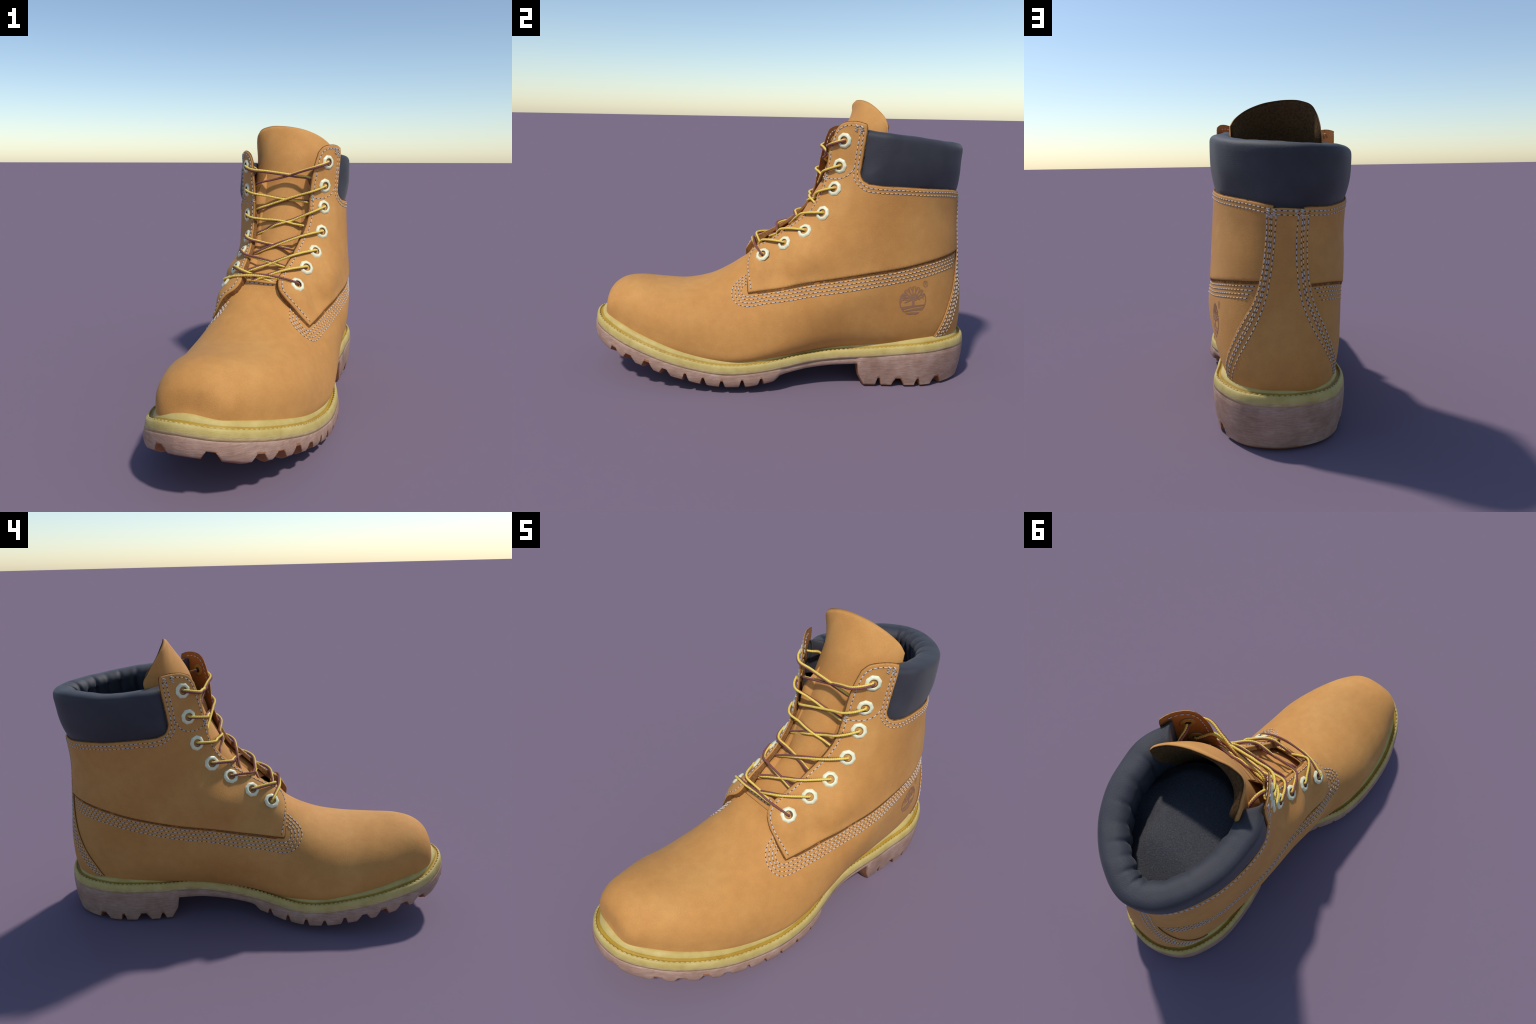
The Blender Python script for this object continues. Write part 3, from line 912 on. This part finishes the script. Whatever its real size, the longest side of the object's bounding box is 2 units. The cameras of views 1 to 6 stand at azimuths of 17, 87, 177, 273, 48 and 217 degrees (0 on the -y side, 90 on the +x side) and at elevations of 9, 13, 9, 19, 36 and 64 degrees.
def make_outsole():
    y = LINE[:, 1]
    ky = [-1.0, -.93, -.89, -.78, -.68, -.60, -.49, -.39, -.30, -.17, -.05, -.02, .11, .26, .384, .392, .425, .57, .76, .85, .96, 1.02]
    kz = [.210, .178, .158, .129, .105, .086, .063, .043, .034, .036, .055, .083, .102, .116, .122, .066, .007, .004, .004, .006, .010, .014]
    zb = np.interp(y, ky, kz)
    notch = np.zeros(NS)
    marks = [('R', [-.765, -.671, -.582, -.481, -.393, -.302, -.204, -.113, .497, .600, .701, .801]),
             ('L', [-.750, -.651, -.559, -.466, -.372, -.283, -.197, -.107, .471, .568, .675, .781])]
    spots = []
    for s, ys in marks:
        for k, yy in enumerate(ys):
            side = LINE[:, 0] > -.04 if s == 'R' else LINE[:, 0] < -.04
            i = np.where(side)[0]; i = i[np.abs(y[i] - yy).argmin()]
            wide = yy < -.55 or yy in (.600, .801, .568, .781)
            spots.append((PERI[i], (.024 if wide else .010) * rng.uniform(.85, 1.2), (.024 if wide else .012) * rng.uniform(.85, 1.2), .041 * rng.uniform(.92, 1.08)))
    for x in (-.268, -.152, .032, .170):
        i = np.where(y < -.75)[0]; i = i[np.abs(LINE[i, 0] - x).argmin()]; spots.append((PERI[i], .030, .024, .040))
    for s0, top, slope, dep in spots:
        d = np.abs((PERI - s0 + LEN / 2) % LEN - LEN / 2)
        notch = np.maximum(notch, dep * np.clip((top / 2 + slope - d) / slope, 0, 1))
    heel = smoothstep(.36, .45, y); arch = smoothstep(-.04, .02, y) * (1 - smoothstep(.37, .40, y))
    zt = Z_WELT - .0355
    zb = np.minimum(zb, zt - .018)
    wob = wave_noise(PERI * 9, 1.7, 51, 3) * .0015
    rows = []
    g = lambda o, z: rows.append(ring(o, z))
    bulge = .006 * (1 - heel)
    inset = -.010 * arch
    g(np.full(NS, .004), zt + .004); g(.0205 + 0 * y, zt); g(.0225 + bulge * .5 + wob + inset, zt - .006)
    for t in (.15, .3, .45, .6, .72, .82, .9):
        z = zt + (zb - zt) * t
        g(.0235 + inset + bulge * math.sin(t * 3) - .016 * t**2 * heel - .006 * t**4 + wob, np.maximum(z, zb + notch))
    k0 = len(rows)
    g(.019 - .014 * heel + wob + inset, np.maximum(zb + .006, zb + notch)); g(.009 - .010 * heel + inset, zb + notch)
    drop = np.where(arch > .5, 0, 1.) * np.minimum(zb - .0, .018)
    g(-.010 + 0 * y, zb + notch - drop * .7); g(-.035 + 0 * y, zb + notch * 1.0 - drop); g(-.085 + 0 * y, zb + notch * .9 - drop)
    g(-.095 + 0 * y, zb + .03 * (1 - arch))
    cxy = np.stack([.0 * y + np.interp(y, [-1, -.5, 0, 1], [-.06, -.01, .01, .0]), np.clip(y, -.80, .80)], 1)
    rows.append(np.c_[cxy, np.interp(cxy[:, 1], ky, kz) + .03 * (1 - arch)])
    S = np.stack(rows); F = grid_faces(len(rows), NS, True); I = np.zeros((len(rows) - 1, NS), int); I[k0:] = 1
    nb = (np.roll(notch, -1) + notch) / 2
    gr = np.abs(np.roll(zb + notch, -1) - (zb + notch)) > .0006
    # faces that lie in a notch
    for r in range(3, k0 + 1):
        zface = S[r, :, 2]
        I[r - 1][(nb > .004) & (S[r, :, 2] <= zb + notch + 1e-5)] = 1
    V = S.reshape(-1, 3); a, b, d = V[F[4 * NS][:3]]
    if np.cross(b - a, d - a)[:2] @ OUT[0] < 0:
        F = F[:, ::-1]
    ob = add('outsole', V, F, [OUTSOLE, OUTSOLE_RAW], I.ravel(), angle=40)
    zmin = V[:, 2].min()
    return zmin


ZMIN = make_outsole()

# ------------------------------------------------------------------ eyelets


def eyelet_mesh():
    R, r, n = .0375, .0190, 48
    a = np.linspace(0, TAU, n, endpoint=False)
    facet = 1 / np.cos((a + .2) % (TAU / 8) - TAU / 16)        # octagonal rim
    prof = [(r * .96, -.016, 0, 1), (r * .96, .000, 0, 1), (r, .0045, 0, 0), (r * 1.12, .0068, 0, 0), (r * 1.4, .0075, .3, 0), (R * .80, .0062, .8, 0), (R * .93, .0035, 1, 0), (R, .0, 1, 0), (R * .97, -.004, 1, 0)]
    V = []
    for rad, z, f, _ in prof:
        k = rad * (1 + f * (facet * .945 - 1))
        V.append(np.stack([k * np.cos(a), k * np.sin(a), np.full(n, z)], 1))
    V = np.array(V); F = grid_faces(len(prof), n, True); I = np.repeat([1, 1] + [0] * (len(prof) - 3), n)
    me = bpy.data.meshes.new('eyelet')
    VV = V.reshape(-1, 3); disc = len(VV)
    VV = np.vstack([VV, np.stack([r * np.cos(a), r * np.sin(a), np.full(n, -.0035)], 1)])
    F = [tuple(map(int, f)) for f in F] + [tuple(range(disc, disc + n))]
    me.from_pydata([tuple(map(float, v)) for v in VV], [], F)
    for m in (EYELET, EYELET_BORE):
        me.materials.append(m)
    me.polygons.foreach_set('material_index', np.r_[I, 1].astype(np.int32))
    me.polygons.foreach_set('use_smooth', np.ones(len(me.polygons), bool)); me.set_sharp_from_angle(angle=math.radians(35))
    return me


EY_MESH = eyelet_mesh()
EYE = {}
for s in 'RL':
    uv = locate(EYELETS[s]); N = normal_at(uv); P = on_last(uv); Q = P + N * quarter_off(P)[:, None]
    EYE[s] = (Q, N)
    for i, (p, n) in enumerate(zip(Q, N)):
        ob = bpy.data.objects.new('eyelet', EY_MESH); bpy.context.scene.collection.objects.link(ob); ob.parent = QUARTER[s]
        z = Vector(n); x = Vector((0, 0, 1)).cross(z).normalized(); y = z.cross(x)
        M = Matrix((x, y, z)).transposed().to_4x4() @ Matrix.Rotation(rng.uniform(0, TAU), 4, 'Z')
        M.translation = Vector(p + n * .001); ob.matrix_local = M
    # brass backs of the upper eyelets, on the inside of the tab
    for i in (0, 1):
        a = np.linspace(0, TAU, 40)[:-1]; p = P[i] - N[i] * .0030; z = Vector(N[i]); x = np.array(Vector((0, 0, 1)).cross(z).normalized()); y = np.cross(N[i], x)
        V = []
        for rad, h in ((.013, .001), (.014, -.003), (.019, -.004), (.024, -.001), (.028, -.003), (.031, -.001), (.032, .002)):
            V.append(p + rad * (np.cos(a)[:, None] * x + np.sin(a)[:, None] * y) + N[i] * h)
        V = np.array(V).reshape(-1, 3)
        add('eyelet_back', V, [tuple(f) for f in grid_faces(7, 39, True)] + [tuple(range(39))], [BRASS, EYELET_BORE], [0] * (6 * 39) + [1], parent=QUARTER[s])

# ------------------------------------------------------------------ laces


def lace(path, phase, turns, clear=True):
    """Flat cord: a yellow and a maroon yarn side by side, slowly twisting, with a braided surface."""
    P = spline(path, .0022)
    push = np.zeros(len(P)); D = np.zeros_like(P)
    for i, p in enumerate(P):                       # lie on the tongue, never in it
        q, k, dist = TKD.find(p); d = (p - np.array(q)) @ TONGUE_N[k]; D[i] = TONGUE_N[k]
        if clear and dist < .08:
            push[i] = max(0, .0105 - d) * smoothstep(.78, .60, i / len(P)) * smoothstep(.02, .12, i / len(P))
    w = np.hanning(25); w /= w.sum(); push = np.maximum(push, np.convolve(np.pad(push, 12, mode='edge'), w, 'valid'))
    P = P + D * push[:, None]
    T, N, B = frames(P); s = chord(P); a = phase + turns * s / s[-1] * TAU
    bag = Bag()
    d = np.cos(a)[:, None] * N + np.sin(a)[:, None] * B; up = np.cross(T, d)
    for k, sg in enumerate((1, -1)):
        q = P + d * sg * .0034
        rad = .0055 * (1 + .13 * np.sin(s / .0088 * TAU + k * math.pi)) * np.clip(np.minimum(s + .001, s[-1] - s + .001) / .003, .25, 1)
        V, F = tube(q, rad, 9, up, 1.0)
        bag.put(V, F, k)
    # a few loops of each yarn crossing the other side, as in the weave
    return bag.make('lace', [LACE_YELLOW, LACE_BROWN])


def edge_point(s, z):
    E = spline(QUARTER_FRONT[s], .004); i = np.where(E[:, 1] > -.16)[0]; i = i[np.abs(E[i, 2] - z).argmin()]
    uv = locate([E[i]]); p = on_last(uv); return p[0], normal_at(uv)[0], float(quarter_off(p)[0])


for i in range(6):
    for s, o in (('R', 'L'), ('L', 'R')):
        p0, n0 = EYE[s][0][i], EYE[s][1][i]; p1, n1 = EYE[o][0][i + 1], EYE[o][1][i + 1]
        # where it leaves over its own edge, and where it slips under the other edge
        ze = p0[2] - .30 * (p0[2] - p1[2]) * .6; e0, m0, q0 = edge_point(s, ze)
        zu = p1[2] + .30 * (EYE[o][0][i][2] - p1[2]); e1, m1, q1_ = edge_point(o, zu)
        over = 1 if (s == 'L') == (i % 2 == 0) else -1
        a = e0 + m0 * (q0 + .009); b = e1 - m1 * .018
        # keep the crossing in front of the tongue
        mid = a * .5 + b * .5; front = np.array([0, -.85, .5])
        mid = mid + front * (-.002 + .007 * over)
        q1 = a * .75 + mid * .25 + front * .004
        lace([p0 - n0 * .010, p0 + n0 * .006, p0 * .72 + a * .28 + n0 * .012, a, a * .5 + mid * .5 + front * .002, mid, mid * .5 + b * .5, b, b * .35 + (p1 - n1 * .022) * .65, p1 - n1 * .018, p1 - n1 * .012], rng.uniform(-1.2, 1.2), rng.uniform(-.6, .6))
# straight bar across the lowest pair
p0, n0 = EYE['R'][0][6], EYE['R'][1][6]; p1, n1 = EYE['L'][0][6], EYE['L'][1][6]
e0, m0, q0 = edge_point('R', p0[2] + .022); e1, m1, q1_ = edge_point('L', p1[2] + .030)
a = e0 + m0 * (q0 + .006); b = e1 + m1 * (q1_ + .003)
lace([p0 - n0 * .01, p0 + n0 * .006, p0 * .65 + a * .35 + n0 * .010, a, a * .5 + b * .5 + np.array([0, -.004, .008]), b, p1 * .5 + b * .5 + n1 * .014, p1 + n1 * .008, p1 - n1 * .01], .4, .6)
# loose ends tucked between tab and tongue
for s, sg in (('R', 1), ('L', -1)):
    p, n = EYE[s][0][0], EYE[s][1][0]; q = p - n * .018
    lace([q, q - n * .012 + np.array([0, .012, -.004]), q - n * .016 + np.array([-.004 * sg, .055, -.016]), q + np.array([-.018 * sg, .10, -.050]), q + np.array([-.030 * sg, .13, -.12])], 1.0, .4, False)

# ------------------------------------------------------------------ stamped emblem on the outer side


def stamp_strokes(name, polys, centre=(.648, .467), scale=.0765, lift=.0011):
    """2-D strokes (y to the heel, z up, unit circle) laid on the outer side of the boot."""
    B = Bag()
    for pts, wid in polys:
        pts = np.asarray(pts, float); c = chord(pts); n = max(2, int(c[-1] / .09) + 1); t = np.linspace(0, c[-1], n)
        q = np.stack([np.interp(t, c, pts[:, j]) for j in range(2)], 1); w = np.interp(t / c[-1], [0, 1], wid) if np.ndim(wid) else np.full(n, wid)
        T = unit(np.gradient(q, axis=0)); S = np.stack([-T[:, 1], T[:, 0]], 1)
        R = []
        for k in (-.5, 0, .5):
            e = q + S * (w * k)[:, None]
            R.append(np.stack([np.full(n, .292), centre[0] + e[:, 0] * scale, centre[1] + e[:, 1] * scale], 1))
        R = np.array(R); uv = locate(R.reshape(-1, 3)); V = on_last(uv, lift)
        B.put(V, [tuple(f) for f in grid_faces(3, n)])
    return B.make(name, [STAMP])


def arc(r, a0, a1, n=40, c=(0, 0)):
    t = np.radians(np.linspace(a0, a1, n)); return np.stack([c[0] + r * np.cos(t), c[1] + r * np.sin(t)], 1)


def tree_emblem():
    P = []
    def branch(p, w0=.075, w1=.06):
        P.append((p, (w0, w1)))
    P.append((arc(.955, 158, 226), .085)); P.append((arc(.955, -46, 20), .085))          # rim of the badge
    branch([(.01, -.42), (.0, -.1), (.0, .10)], .19, .17)                                 # trunk
    # limbs rise from the trunk and fork twice before they reach the rim
    limbs = [(-.10, .12, 163, .30), (-.08, .16, 143, .42), (-.05, .20, 121, .50), (-.01, .22, 99, .52), (.04, .20, 77, .52), (.07, .16, 54, .50), (.09, .12, 32, .44)]
    for x0, y0, a, r0 in limbs:
        r = math.radians(a); k = (x0 + r0 * math.cos(r), y0 + r0 * math.sin(r) * .85)
        branch([(x0 * .6, .06), (x0, y0), k], .12, .085)
        for f in (-8, 8):
            rf = math.radians(a + f); branch([k, (.95 * math.cos(rf), .03 + .94 * math.sin(rf))], .085, .07)
        m = (k[0] * .5 + .475 * math.cos(math.radians(a - 8)), k[1] * .5 + .48 * math.sin(math.radians(a - 8)))
        branch([m, (.90 * math.cos(math.radians(a - 1)), .02 + .90 * math.sin(math.radians(a - 1)))], .055, .045)
    branch([(-.06, .10), (-.34, -.02), (-.62, -.14)], .11, .07); branch([(-.30, .02), (-.60, .10), (-.86, .02), (-.90, -.14)], .075, .06)
    branch([(.06, .02), (.40, .12), (.66, .20), (.92, .34)], .12, .07); branch([(.40, .12), (.50, .0)], .07, .055); branch([(.66, .20), (.78, .06)], .07, .055)
    # ground: three bands divided by two light lines, clipped by the circle
    for top, bot in (((-.43, -.34), (-.60, -.38)), ((-.74, -.50), (-.76, -.68)), ((-.87, -.84), None)):
        for k in np.linspace(0, 1, 9):
            if bot:
                l = top[0] * (1 - k) + bot[0] * k; r_ = top[1] * (1 - k) + bot[1] * k
            else:
                l = r_ = -.86 - .11 * k
            xl = -math.sqrt(max(0, 1 - l * l)) * .97; xr = math.sqrt(max(0, 1 - r_ * r_)) * .97
            P.append(([(xl, l), (0, (l + r_) / 2 + .03), (xr, r_)], .035))
    stamp_strokes('tree_emblem', P)
    Q = [(arc(1.0, 0, 360, 40), .13), ([(-.35, -.6), (-.35, .6)], .13), ([(-.35, .6), (.15, .6), (.38, .45), (.38, .2), (.15, .05), (-.35, .05)], .13), ([(.05, .05), (.42, -.6)], .13)]
    stamp_strokes('registered_mark', Q, (.718, .549), .0155)


tree_emblem()

o = WHITE.make('stitching', [THREAD]); o['kind'] = 'stuff'
o = HOLES.make('needle_holes', [THREAD_HOLE]); o['kind'] = 'stuff'

# apply modifiers and set the boot on the ground
dg = bpy.context.evaluated_depsgraph_get()
for ob in list(bpy.context.scene.objects):
    if ob.type == 'MESH' and ob.modifiers:
        me = bpy.data.meshes.new_from_object(ob.evaluated_get(dg)); ob.modifiers.clear(); ob.data = me
bpy.context.view_layer.update()
